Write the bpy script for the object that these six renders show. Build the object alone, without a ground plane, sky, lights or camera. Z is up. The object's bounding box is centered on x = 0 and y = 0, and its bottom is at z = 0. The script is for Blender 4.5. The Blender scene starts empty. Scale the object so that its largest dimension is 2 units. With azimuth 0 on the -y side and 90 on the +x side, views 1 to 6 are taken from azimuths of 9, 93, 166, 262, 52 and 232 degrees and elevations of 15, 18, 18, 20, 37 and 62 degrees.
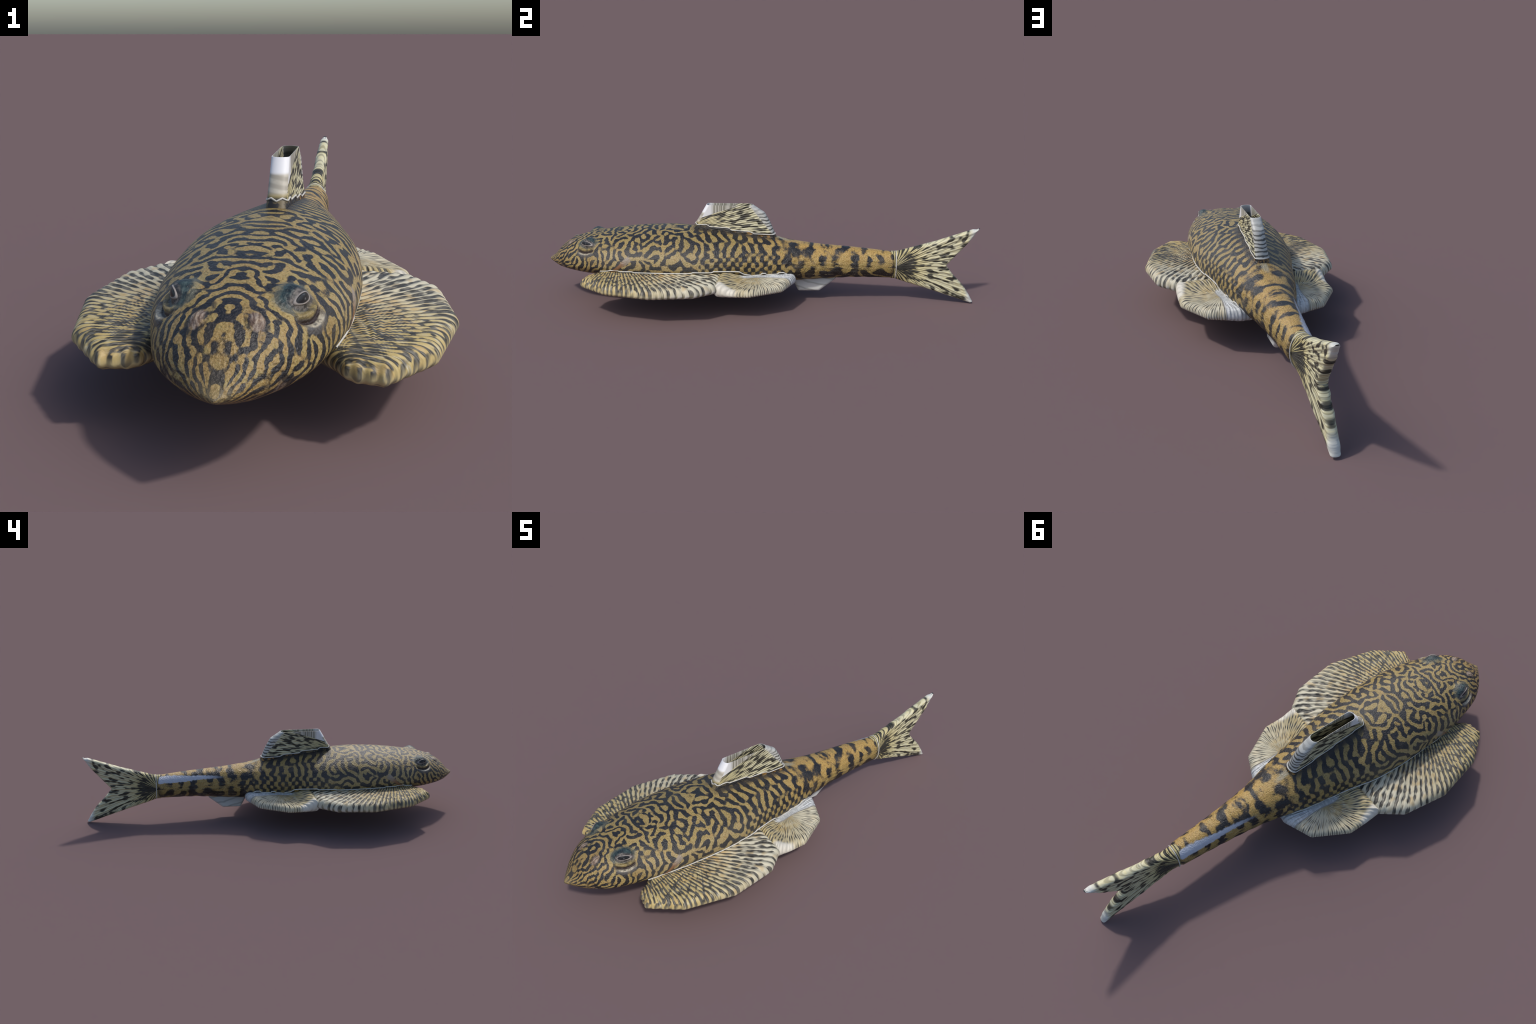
"""Armoured suckermouth catfish: one smooth body (head, trunk, tail stalk) with
thick paddle fins, a hollow back fin, a forked tail fin and labyrinth markings."""
import bpy, bmesh, math
import numpy as np

rng = np.random.default_rng(7)
COL = bpy.context.scene.collection

# ------------------------------------------------------------------ helpers
def pchip(xk, yk, x):
    xk = np.asarray(xk, float); yk = np.asarray(yk, float)
    h = np.diff(xk); d = np.diff(yk) / h
    m = np.zeros_like(yk)
    for i in range(1, len(xk) - 1):
        if d[i - 1] * d[i] > 0:
            a = 2 * h[i] + h[i - 1]; b = h[i] + 2 * h[i - 1]
            m[i] = (a + b) / (a / d[i - 1] + b / d[i])
    m[0] = d[0]; m[-1] = d[-1]
    x = np.clip(np.asarray(x, float), xk[0], xk[-1])
    i = np.clip(np.searchsorted(xk, x) - 1, 0, len(xk) - 2)
    t = (x - xk[i]) / h[i]
    return ((2*t**3 - 3*t**2 + 1) * yk[i] + (t**3 - 2*t*t + t) * h[i] * m[i]
            + (-2*t**3 + 3*t*t) * yk[i + 1] + (t**3 - t*t) * h[i] * m[i + 1])

def sstep(a, b, x):
    t = np.clip((np.asarray(x, float) - a) / (b - a), 0, 1)
    return t * t * (3 - 2 * t)

def add_mesh(name, verts, faces, mat=None, parent=None, smooth=True):
    me = bpy.data.meshes.new(name)
    me.from_pydata([tuple(map(float, v)) for v in verts], [], [tuple(map(int, f)) for f in faces])
    me.update()
    if smooth:
        me.polygons.foreach_set("use_smooth", [True] * len(me.polygons))
    ob = bpy.data.objects.new(name, me)
    COL.objects.link(ob)
    if mat:
        me.materials.append(mat)
    if parent:
        ob.parent = parent
    return ob

def grid_faces(nr, nc, wrap=True, off=0):
    f = []
    for i in range(nr - 1):
        for j in range(nc if wrap else nc - 1):
            k = (j + 1) % nc
            f.append((off + i*nc + j, off + i*nc + k, off + (i+1)*nc + k, off + (i+1)*nc + j))
    return f

# ------------------------------------------------------------------ node kit
class Nodes:
    def __init__(self, name):
        self.mat = bpy.data.materials.new(name)
        self.mat.use_nodes = True
        self.t = self.mat.node_tree
        self.t.nodes.clear()
        self.out = self.t.nodes.new("ShaderNodeOutputMaterial")
        self.p = self.t.nodes.new("ShaderNodeBsdfPrincipled")
        self.t.links.new(self.p.outputs[0], self.out.inputs[0])
    def _in(self, sock, v):
        if v is None: return
        if hasattr(v, "is_linked") or isinstance(v, bpy.types.NodeSocket):
            self.t.links.new(v, sock)
        else:
            sock.default_value = v
    def m(self, op, a, b=None, c=None, clamp=False):
        n = self.t.nodes.new("ShaderNodeMath"); n.operation = op; n.use_clamp = clamp
        for s, v in zip(n.inputs, (a, b, c)): self._in(s, v)
        return n.outputs[0]
    def add(self, a, b): return self.m("ADD", a, b)
    def sub(self, a, b): return self.m("SUBTRACT", a, b)
    def mul(self, a, b): return self.m("MULTIPLY", a, b)
    def mad(self, a, b, c): return self.m("MULTIPLY_ADD", a, b, c)
    def mx(self, a, b): return self.m("MAXIMUM", a, b)
    def mn(self, a, b): return self.m("MINIMUM", a, b)
    def ss(self, x, a, b, lo=0.0, hi=1.0):
        n = self.t.nodes.new("ShaderNodeMapRange"); n.interpolation_type = "SMOOTHSTEP"
        n.inputs["From Min"].default_value = a; n.inputs["From Max"].default_value = b
        n.inputs["To Min"].default_value = lo; n.inputs["To Max"].default_value = hi
        self._in(n.inputs["Value"], x)
        return n.outputs[0]
    def band(self, x, a, b, c, d):
        return self.mul(self.ss(x, a, b), self.ss(x, c, d, 1.0, 0.0))
    def xyz(self, x, y, z=0.0):
        n = self.t.nodes.new("ShaderNodeCombineXYZ")
        for s, v in zip(n.inputs, (x, y, z)): self._in(s, v)
        return n.outputs[0]
    def pos(self):
        c = self.t.nodes.new("ShaderNodeTexCoord")
        s = self.t.nodes.new("ShaderNodeSeparateXYZ")
        self.t.links.new(c.outputs["Object"], s.inputs[0])
        self.P = c.outputs["Object"]
        return s.outputs[0], s.outputs[1], s.outputs[2]
    def noise(self, vec, scale, detail=2.0, rough=0.5, dim="3D", dist=0.0, color=False):
        n = self.t.nodes.new("ShaderNodeTexNoise"); n.noise_dimensions = dim
        self._in(n.inputs["Vector"], vec)
        n.inputs["Scale"].default_value = scale; n.inputs["Detail"].default_value = detail
        n.inputs["Roughness"].default_value = rough; n.inputs["Distortion"].default_value = dist
        return n.outputs["Color"] if color else n.outputs["Fac"]
    def gabor(self, vec, scale, freq, aniso, orient=0.0):
        n = self.t.nodes.new("ShaderNodeTexGabor"); n.gabor_type = "2D"
        self._in(n.inputs["Vector"], vec)
        n.inputs["Scale"].default_value = scale; n.inputs["Frequency"].default_value = freq
        self._in(n.inputs["Anisotropy"], aniso)
        self._in(n.inputs["Orientation 2D"], orient)
        return n.outputs["Value"]
    def labyrinth(self, U, S, phi, kappa, nw=11, seed=3, k2=1.0):
        """sum of plane waves of one wavelength; local direction phi, strength kappa"""
        r = np.random.default_rng(seed)
        tot = None
        p2 = self.mul(phi, 2.0)
        for i in range(nw):
            a = math.pi * (i + .5 + .35 * r.uniform(-1, 1)) / nw
            f = 2 * math.pi * (1 + .10 * r.uniform(-1, 1))
            w = self.m("SINE", self.mad(U, f * math.cos(a), self.mad(S, f * math.sin(a), r.uniform(0, 6.28))))
            g = self.m("EXPONENT", self.mul(self.m("COSINE", self.sub(p2, 2 * a)), kappa))
            t = self.mul(w, g)
            tot = t if tot is None else self.add(tot, t)
        return self.mul(tot, .33)
    def curve(self, x, pts, lo=-1.0, hi=1.0, vec=False):
        """piecewise smooth function of x in [lo,hi], values in 0..1"""
        u = self.m("DIVIDE", self.sub(x, lo), hi - lo)
        n = self.t.nodes.new("ShaderNodeFloatCurve")
        c = n.mapping.curves[0]
        P = [((a - lo) / (hi - lo), b) for a, b in pts]
        c.points[0].location = P[0]; c.points[1].location = P[-1]
        for p in P[1:-1]: c.points.new(*p)
        if vec: 
            for p in c.points: p.handle_type = 'VECTOR'
        n.mapping.update()
        self._in(n.inputs["Value"], u)
        return n.outputs[0]
    def mix(self, f, a, b):
        n = self.t.nodes.new("ShaderNodeMix"); n.data_type = "RGBA"
        self._in(n.inputs[0], f)
        for s, v in ((n.inputs[6], a), (n.inputs[7], b)):
            if isinstance(v, tuple): s.default_value = (*v, 1.0)
            else: self.t.links.new(v, s)
        return n.outputs[2]
    def mix_f(self, f, amount):
        return self.add(self.mul(f, self.sub(1.0, amount)), self.mul(amount, .42))
    def bump(self, h, strength, dist, normal=None):
        n = self.t.nodes.new("ShaderNodeBump")
        n.inputs["Strength"].default_value = strength; n.inputs["Distance"].default_value = dist
        self._in(n.inputs["Height"], h)
        if normal is not None: self.t.links.new(normal, n.inputs["Normal"])
        return n.outputs[0]
    def done(self, color, rough=0.5, spec=0.4, normal=None):
        if isinstance(color, tuple): self.p.inputs["Base Color"].default_value = (*color, 1)
        else: self.t.links.new(color, self.p.inputs["Base Color"])
        self._in(self.p.inputs["Roughness"], rough)
        self.p.inputs["Specular IOR Level"].default_value = spec
        if normal is not None: self.t.links.new(normal, self.p.inputs["Normal"])
        return self.mat

# ------------------------------------------------------------------ body form
YK = [-.999, -.97, -.93, -.87, -.79, -.68, -.55, -.42, -.28, -.12, .06, .25, .45, .612]
WK = [.004, .0426, .0857, .130, .1595, .187, .1995, .2025, .195, .163, .129, .083, .060, .048]
TK = [.187, .209, .253, .290, .312, .330, .344, .350, .341, .326, .300, .2755, .260, .2425]
BK = [.179, .166, .151, .142, .130, .122, .111, .104, .097, .097, .099, .1065, .119, .118]
MK = [.185, .187, .190, .193, .198, .208, .210, .206, .200, .198, .187, .182, .179, .182]
Y0, Y1 = -1.0, .622

def section(y):
    w, zt, zb, zm = [pchip(YK, k, y) for k in (WK, TK, BK, MK)]
    # blunt snout tip and a short bevelled end of the tail stalk
    tip = np.sqrt(np.clip((y - Y0) / .0035, 0, 1))
    end = 1 - .28 * sstep(.604, Y1, y) ** 2
    k = tip * end
    zt = zm + (zt - zm) * k; zb = zm + (zb - zm) * k; w = w * k
    return w, zt, zb, zm
NU, NL = 2.1, 1.85

def body_x(y, z):
    """half width of the body at height z (used to lay seams on the flank)"""
    w, zt, zb, zm = section(np.asarray(y, float))
    up = z > zm
    h = np.where(up, zt - zm, zm - zb); n = np.where(up, NU, NL)
    q = np.clip(1 - np.abs((z - zm) / h) ** n, 0, 1)
    return w * q ** (1 / n)

def body_top(y):
    return section(np.asarray(y, float))[1]

EYE_F = np.array([.097, -.814, .285]); EYE_R = np.array([.134, -.779, .303])
EYE_C = (EYE_F + EYE_R) / 2

def relief(P, N):
    """lumps and hollows of the head, added along the surface normal"""
    x, y, z = np.abs(P[:, 0]), P[:, 1], P[:, 2]
    d = np.zeros(len(P))
    # eye socket dome: steep below and in front, gentle towards the crown
    cy, ct = -.789, .0
    base = np.array([.098, -.789, .291])
    e1 = np.array([.30, .93, .10]); e1 /= np.linalg.norm(e1)
    nb = np.array([.62, -.28, .74]); nb -= e1 * (nb @ e1); nb /= np.linalg.norm(nb)
    e2 = np.cross(e1, nb)
    if e2[2] > 0: e2 = -e2                       # e2 points down the flank
    R = np.stack([x, y, z], 1) - base
    a, b = R @ e1, R @ e2
    near = np.linalg.norm(R, axis=1) < .09
    bb = np.where(b > 0, b / .030, b / .046)
    q = np.sqrt((a / .052) ** 2 + bb ** 2)
    d += near * .0215 * (1 - sstep(.05, 1.0, q))
    # crease right under the eye
    d -= near * .004 * np.exp(-((b - .030) / .006) ** 2 - (a / .045) ** 2)
    # brow fold, then the crescent pit with its pale lip
    s = b - .046 + 5.5 * a * a * -1 * -1 * 0 + .0
    curve_b = .054 - 7.5 * (a - .002) ** 2
    t = b - curve_b
    wmask = near * (1 - sstep(.03, .05, np.abs(a)))
    d += wmask * .006 * np.exp(-((t + .014) / .008) ** 2)
    d -= wmask * .0075 * np.exp(-((t + .003) / .0065) ** 2)
    d += wmask * .004 * np.exp(-((t - .012) / .007) ** 2)
    # nostril flap
    RN = np.stack([x, y, z], 1) - np.array([.049, -.882, .275])
    rn = np.linalg.norm(RN, axis=1)
    d += .0065 * (1 - sstep(.005, .020, rn)) 
    # raised root of the back fin
    up = z > .25
    d += up * .010 * np.exp(-(x / .045) ** 2) * sstep(-.36, -.29, y) * (1 - sstep(.06, .13, y))
    # gill slit groove
    ga, gb = np.array([.191, -.586, .246]), np.array([.181, -.668, .180])
    gd = (gb - ga); L = np.linalg.norm(gd); gd /= L
    RG = np.stack([x, y, z], 1) - ga
    u = RG @ gd; dist = np.linalg.norm(RG - u[:, None] * gd, axis=1)
    d += .003 * np.exp(-(dist / .012) ** 2) * sstep(-.01, .01, u) * (1 - sstep(L, L + .02, u))
    # faint bony plate rows along the flank
    d += .0009 * np.sin(y * 95 + 3 * np.sin(z * 40)) * sstep(-.3, -.05, y) * (1 - sstep(.45, .58, y)) * (z < zrow(y))
    return d

def zrow(y):
    return .25 - .03 * sstep(-.2, .5, y)

NA = 288
ys = np.concatenate([Y0 + .05 * np.linspace(0, 1, 46) ** 1.6,
                     np.linspace(-.95, -.68, 120)[1:], np.linspace(-.68, .60, 210)[1:],
                     np.linspace(.60, Y1, 14)[1:]])
NR = len(ys)
w, zt, zb, zm = section(ys)
ph = np.linspace(0, 2 * np.pi, NA, endpoint=False)
co, si = np.cos(ph), np.sin(ph)
n = np.where(si >= 0, NU, NL)
cx = np.sign(co) * np.abs(co) ** (2 / n); cz = np.sign(si) * np.abs(si) ** (2 / n)
X = w[:, None] * cx
Z = zm[:, None] + np.where(cz >= 0, (zt - zm)[:, None], (zm - zb)[:, None]) * cz
V = np.stack([X, np.repeat(ys[:, None], NA, 1), Z], 2)
du = np.gradient(V, axis=0); dv = np.roll(V, -1, 1) - np.roll(V, 1, 1)
NRM = np.cross(dv, du); NRM /= np.maximum(np.linalg.norm(NRM, axis=2, keepdims=True), 1e-9)
cent = np.stack([np.zeros(NR), ys, zm], 1)[:, None, :]
flip = np.sign(((V - cent) * NRM).sum(2).mean())
NRM *= flip
Vf, Nf = V.reshape(-1, 3), NRM.reshape(-1, 3)
Vf = Vf + Nf * relief(Vf, Nf)[:, None]
Vf = np.concatenate([Vf, [[0, Y1 + .002, zm[-1]]]])
Vf[:, 1] = np.maximum(Vf[:, 1], Y0)
faces = grid_faces(NR, NA)
last = (NR - 1) * NA
faces += [(last + j, last + (j + 1) % NA, len(Vf) - 1) for j in range(NA)]

def body_normals(V, F):
    acc = np.zeros_like(V)
    Q = np.array([f if len(f) == 4 else (*f, f[2]) for f in F])
    a = np.cross(V[Q[:, 2]] - V[Q[:, 0]], V[Q[:, 3]] - V[Q[:, 1]])
    for k in range(4): np.add.at(acc, Q[:, k], a)
    acc /= np.maximum(np.linalg.norm(acc, axis=1, keepdims=True), 1e-12)
    return acc
BN = body_normals(Vf, faces)
c0 = Vf - np.array([0, 0, .2]); c0[:, 1] = 0
if (BN * c0).sum() < 0:
    faces = [tuple(reversed(f)) for f in faces]; BN = -BN

# ------------------------------------------------------------------ materials
BLACK = (.012, .012, .014)

def body_material():
    k = Nodes("labyrinth_skin")
    x, y, z = k.pos()
    ax = k.m("ABSOLUTE", x)
    sx = k.m("SQRT", k.mad(x, x, .0001))
    th = k.m("ARCTAN2", sx, k.sub(z, .165))
    # period of the markings along the body, and its integral as a coordinate
    PY = np.array([-1.0, -.85, -.7, -.5, -.2, .1, .3, .62])
    PP = np.array([.0160, .0205, .0260, .0320, .0375, .047, .060, .064])
    yy = np.linspace(-1, .62, 400); pp = pchip(PY, PP, yy)
    UU = np.concatenate([[0], np.cumsum(np.diff(yy) / (.5 * (pp[1:] + pp[:-1])))])
    ky = [-1, -.93, -.85, -.75, -.6, -.4, -.2, 0, .15, .3, .45, .62]
    U = k.mul(k.curve(y, [(q, float(np.interp(q, yy, UU)) / UU[-1]) for q in ky], -1, .62), float(UU[-1]))
    RY = {-1: .075, -.93: .095, -.85: .125, -.75: .150, -.6: .170, -.4: .180, -.2: .172, 0: .135, .15: .105, .3: .085, .45: .075, .62: .068}
    rp = [(q, RY[q] / float(pchip(PY, PP, q)) / 8.0) for q in ky]
    S = k.mul(th, k.mul(k.curve(y, rp, -1, .62), 8.0))
    wv = k.xyz(U, S, k.mul(x, 4.5))
    sepw = k.t.nodes.new("ShaderNodeSeparateColor")
    k.t.links.new(k.noise(wv, .50, 3.0, .55, color=True), sepw.inputs[0])
    Uw = k.mad(k.sub(sepw.outputs[0], .5), 1.7, U)
    Sw = k.mad(k.sub(sepw.outputs[1], .5), 1.7, S)
    # local run of the stripes: lengthwise on the snout, upright on the rear flank
    wander = k.mul(k.sub(k.noise(k.xyz(k.add(U, 11.3), S, 0.0), .23, 1.0, .5), .5), 11.0)
    lengthwise = k.mul(k.ss(y, -.74, -.88), 1.0)
    cheek = k.mul(k.band(y, -.80, -.65, -.40, -.25), k.ss(z, .26, .21))
    upright = k.mul(k.band(y, -.34, -.18, .05, .2), k.ss(z, .20, .24))
    calm = k.mx(k.mul(k.mx(lengthwise, cheek), .82), k.mul(k.mx(upright, k.mul(k.ss(y, .1, .25), .6)), .8))
    target = k.mul(k.mx(lengthwise, cheek), math.pi / 2)
    phi = k.add(k.mul(wander, k.sub(1.0, calm)), k.mul(target, calm))
    val = k.mul(k.labyrinth(Uw, Sw, phi, 1.05), 1.0)
    val = k.add(val, k.mul(k.sub(k.noise(k.xyz(k.add(U, 5.0), S, 2.0), .8, 2.0), .5), 1.6))
    lab = val
    # flank of the rear trunk: rows of pale diamonds
    a = k.mul(k.add(k.mul(y, 1 / .037), k.mul(z, 1 / .046)), 2 * math.pi); b = k.mul(k.sub(k.mul(y, 1 / .037), k.mul(z, 1 / .046)), 2 * math.pi)
    wl = k.noise(k.xyz(k.mul(y, 11.0), k.mul(z, 16.0), 6.0), 1.0, 2.0, .5)
    wob1 = k.add(k.mul(k.sub(sepw.outputs[0], .5), 4.0), k.mul(wl, 4.0)); wob2 = k.add(k.mul(k.sub(sepw.outputs[1], .5), 4.0), k.mul(wl, -3.0))
    lat = k.mul(k.add(k.m("SINE", k.add(a, wob1)), k.m("SINE", k.add(b, wob2))), .60)
    lat = k.sub(lat, .10)
    zone = k.mul(k.band(y, -.36, -.22, .08, .24), k.band(z, .12, .16, .245, .285))
    val = k.add(k.mul(val, k.sub(1.0, k.mul(zone, .84))), k.mul(k.mul(lat, zone), 1.0))
    # tail stalk: broken cross bars on top, dark band low on the side
    bn = k.noise(k.xyz(k.mul(y, 21.0), k.mul(th, 1.0), 8.0), 1.0, 2.0, .5)
    bn2 = k.noise(k.xyz(k.mul(y, 22.0), k.mul(z, 26.0), k.mul(x, 20.0)), 1.0, 2.0, .5)
    bars = k.add(k.mul(k.m("SINE", k.add(k.mul(y, 76.0), k.mul(k.sub(bn, .5), 9.0))), .62), k.mul(k.sub(bn2, .5), 4.4))
    stalk = k.ss(y, .05, .22)
    topz = k.mul(k.ss(y, -.02, .16), k.ss(z, .205, .245))
    val = k.add(k.mul(val, k.sub(1.0, k.mul(topz, .85))), k.mul(k.mul(k.add(bars, .07), topz), .85))
    lowz = k.sub(z, k.mad(y, -.03, .160))
    dark = k.mul(stalk, k.m("EXPONENT", k.mul(k.m("POWER", k.m("DIVIDE", lowz, .017), 2.0), -1.0)))
    val = k.sub(val, k.mul(dark, 1.1))
    mid = k.mul(stalk, k.band(z, .160, .178, .205, .225))
    fl = k.mul(k.sub(k.noise(k.xyz(k.mul(y, 19.0), k.mul(z, 70.0), 4.0), 1.0, 2.5), .5), 3.6)
    val = k.add(k.mul(val, k.sub(1.0, k.mul(mid, .75))), k.mul(mid, k.mul(k.add(fl, .18), .8)))
    val = k.sub(val, .04)
    # soft brushy edge
    grain = k.noise(k.P, 230.0, 3.0, .65)
    rag = k.noise(k.P, 75.0, 3.0, .6)
    val = k.add(k.add(val, k.mul(k.sub(grain, .5), .8)), k.mul(k.sub(rag, .5), .9))
    val = k.sub(val, k.mul(k.ss(z, .25, .31), k.ss(y, .0, -.2, .0, .12)))
    fac = k.ss(val, -.40, .42)
    # ----- colours
    blot = k.noise(k.P, 9.0, 3.0, .55)
    tan = k.mix(k.ss(blot, .35, .68), (.275, .190, .048), (.325, .230, .075))
    tan = k.mix(k.mul(k.ss(blot, .42, .60, 1.0, 0.0), k.mul(k.ss(y, -.6, -.95), .7)), tan, (.315, .190, .055))
    orange = k.mul(k.ss(y, -.15, .22), k.ss(z, .17, .26))
    tan = k.mix(k.mul(orange, .85), tan, (.49, .285, .060))
    pale = k.mul(k.band(y, -.80, -.68, -.3, -.05), k.band(z, .175, .205, .255, .29))  # mid-flank sheen baked in: tan lightened, black greyed
    tan = k.mix(k.mul(pale, .60), tan, (.41, .32, .17))
    hue = k.noise(k.P, 60.0, 2.0, .6)
    tan = k.mix(k.mul(k.ss(hue, .50, .72), .45), tan, (.34, .185, .055))
    tan = k.mix(k.mul(k.ss(hue, .48, .28), .45), tan, (.245, .215, .065))
    tan = k.mix(k.mul(k.ss(grain, .35, .70), .5), k.mix(k.ss(grain, .50, .30), tan, (.14, .098, .034)), (.36, .285, .14))
    blk = k.mix(k.ss(z, .22, .15), BLACK, (.018, .014, .010))
    blk = k.mix(k.mul(pale, .75), blk, (.055, .052, .050))
    blk = k.mix(k.ss(k.noise(k.P, 14.0, 3.0, .55), .45, .75), blk, (.034, .033, .033))
    blk = k.mix(k.ss(grain, .5, .75), blk, (.045, .042, .038))
    fade = k.ss(k.noise(k.P, 7.0, 3.0, .6), .52, .72)
    fac = k.mix_f(fac, k.mul(fade, .22))
    colr = k.mix(fac, blk, tan)
    # thin pale side line low on the tail stalk
    ln = k.m("ABSOLUTE", k.sub(z, k.mad(y, -.022, .1555)))
    line = k.mul(k.mul(k.ss(ln, .0008, .0022, 1.0, 0.0), k.ss(y, .02, .10)), k.ss(k.noise(k.P, 90.0, 1.0), .45, .6))
    colr = k.mix(k.mul(line, .6), colr, (.30, .24, .14))
    # underside: plain buff brown
    belly = k.ss(k.sub(z, k.curve(y, [(-1, .176), (-.93, .156), (-.85, .146), (-.7, .132), (-.3, .125), (.1, .118), (.3, .116), (.7, .120)])), .006, -.014)
    colr = k.mix(k.mul(belly, .8), colr, (.22, .145, .085))
    # silvery bald patch on one side of the tail stalk
    pc = k.curve(y, [(-1, .237), (.2, .240), (.40, .237), (.50, .232), (.7, .227)])
    ph_ = k.curve(y, [(-1, .0), (.20, .0), (.30, .005), (.42, .010), (.52, .015), (.7, .017)])
    pd = k.sub(k.m("ABSOLUTE", k.sub(z, pc)), k.add(ph_, k.mul(k.sub(k.noise(k.P, 60.0, 2.0), .5), .012)))
    patch = k.mul(k.ss(pd, -.003, .003, 1.0, 0.0), k.mul(k.ss(x, -.012, -.020), k.ss(y, .24, .38)))
    colr = k.mix(patch, colr, (.44, .47, .54))
    # dark brown band low at the end of the stalk
    endk = k.mul(k.ss(y, .585, .612), k.ss(z, .20, .165))
    colr = k.mix(k.mul(endk, .7), colr, (.030, .020, .016))
    # ----- head details, all mirrored left and right
    def ell(c, e1, r1, e2, r2):
        d1 = k.add(k.add(k.mul(k.sub(ax, c[0]), e1[0]), k.mul(k.sub(y, c[1]), e1[1])), k.mul(k.sub(z, c[2]), e1[2]))
        d2 = k.add(k.add(k.mul(k.sub(ax, c[0]), e2[0]), k.mul(k.sub(y, c[1]), e2[1])), k.mul(k.sub(z, c[2]), e2[2]))
        return d1, d2, k.m("SQRT", k.add(k.m("POWER", k.m("DIVIDE", d1, r1), 2.0), k.m("POWER", k.m("DIVIDE", d2, r2), 2.0)))
    E1 = np.array([.30, .93, .10]); E1 /= np.linalg.norm(E1)
    NB = np.array([.62, -.28, .74]); NB -= E1 * (NB @ E1); NB /= np.linalg.norm(NB)
    E2 = np.cross(E1, NB); E2 = -E2 if E2[2] > 0 else E2
    near = k.mul(k.band(y, -.90, -.88, -.70, -.68), k.ss(z, .215, .225))
    wob = k.mul(k.sub(k.noise(k.P, 55.0, 3.0, .6), .5), .55)
    d1, d2, q = ell((.098, -.789, .291), E1, .047, E2, .031)
    qq = k.add(q, wob)
    rim = k.mul(k.mul(k.ss(qq, 1.25, .95), near), k.ss(d2, .040, .026))
    colr = k.mix(k.mul(rim, .60), colr, (.15, .15, .105))
    teal = k.mul(k.mul(k.ss(qq, .98, .74), near), k.ss(d2, .032, .024))
    tealc = k.mix(k.ss(k.noise(k.P, 70.0, 3.0, .6), .35, .70), (.010, .018, .022), (.050, .080, .078))
    colr = k.mix(teal, colr, tealc)
    # pale brown shine painted on the skin around the eye ball
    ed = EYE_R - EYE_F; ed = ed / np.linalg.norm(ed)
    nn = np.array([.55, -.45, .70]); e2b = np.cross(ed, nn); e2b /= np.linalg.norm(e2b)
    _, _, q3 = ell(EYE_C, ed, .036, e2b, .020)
    eye_shine = k.mul(k.ss(k.add(q3, k.mul(wob, .6)), 1.1, .75), near)
    colr = k.mix(k.mul(eye_shine, .75), colr, k.mix(k.ss(k.noise(k.P, 120.0, 2.0), .4, .65), (.035, .026, .024), (.17, .145, .125)))
    # crescent pit
    cb = k.sub(.054, k.mul(k.m("POWER", k.sub(d1, .002), 2.0), 7.5))
    t = k.sub(d2, cb)
    wm = k.mul(near, k.ss(k.m("ABSOLUTE", d1), .046, .034))
    colr = k.mix(k.mul(k.mul(wm, k.band(t, -.024, -.018, -.009, -.005)), .6), colr, (.22, .17, .070))
    colr = k.mix(k.mul(k.mul(wm, k.band(t, -.010, -.007, .018, .026)), .75), colr, (.11, .105, .10))
    colr = k.mix(k.mul(wm, k.band(t, -.009, -.006, .000, .003)), colr, (.030, .018, .014))
    lip = k.mul(wm, k.mul(k.band(t, .000, .003, .009, .013), k.ss(k.m("ABSOLUTE", d1), .036, .020)))
    colr = k.mix(k.mul(lip, k.ss(k.noise(k.P, 110.0, 2.0), .30, .55)), colr, (.43, .38, .28))
    # nostril: pale pinkish oval with streaks and a dark rim
    dn = np.array([.05, .80, .60]); dn /= np.linalg.norm(dn)
    en = np.array([.92, .10, -.35]); en -= dn * (en @ dn); en /= np.linalg.norm(en)
    n1, n2, qn = ell((.049, -.882, .275), dn, .0225, en, .0150)
    nearn = k.band(y, -.93, -.92, -.84, -.83)
    qn = k.add(qn, k.add(k.mul(wob, .9), k.mul(n2, k.mul(n1, 900.0))))
    colr = k.mix(k.mul(k.mul(k.band(qn, .85, 1.0, 1.35, 1.6), nearn), k.ss(k.noise(k.P, 48.0, 2.0), .38, .56, .25, .9)), colr, BLACK)
    streak = k.ss(k.noise(k.xyz(k.mul(n1, 40.0), k.mul(n2, 190.0), 0.0), 1.0, 2.0), .38, .62)
    ncol = k.mix(streak, (.13, .080, .055), (.33, .26, .20))
    colr = k.mix(k.mul(k.mul(k.ss(qn, 1.08, .72), nearn), .88), colr, ncol)
    # gill slit: pinkish grey above, rust below
    ga, gb = np.array([.191, -.586, .246]), np.array([.181, -.668, .180])
    gd = (gb - ga); L = float(np.linalg.norm(gd)); gd /= L
    gu = k.add(k.mul(k.sub(y, ga[1]), gd[1]), k.mul(k.sub(z, ga[2]), gd[2]))
    gv = k.m("ABSOLUTE", k.sub(k.mul(k.sub(y, ga[1]), gd[2]), k.mul(k.sub(z, ga[2]), gd[1])))
    gw = k.curve(gu, [(-.05, .40), (.0, .42), (.03, .40), (.06, .24), (.12, .30)], -.05, .12)
    gv2 = k.sub(gv, k.mul(gw, .028))
    gm = k.mul(k.mul(k.ss(gv2, .003, -.002), k.mul(k.ss(gu, -.012, .002), k.ss(gu, L + .02, L + .005))), k.ss(ax, .10, .14))
    gc = k.mix(k.ss(gu, .015, .055), (.285, .235, .185), (.23, .115, .055))
    colr = k.mix(k.mul(gm, k.ss(k.noise(k.P, 75.0, 2.0), .15, .45)), colr, gc)
    # frayed pale streak behind the back fin
    fr = k.mul(k.mul(k.band(y, .06, .075, .10, .145), k.ss(ax, .017, .008)), k.ss(z, .27, .285))
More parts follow.
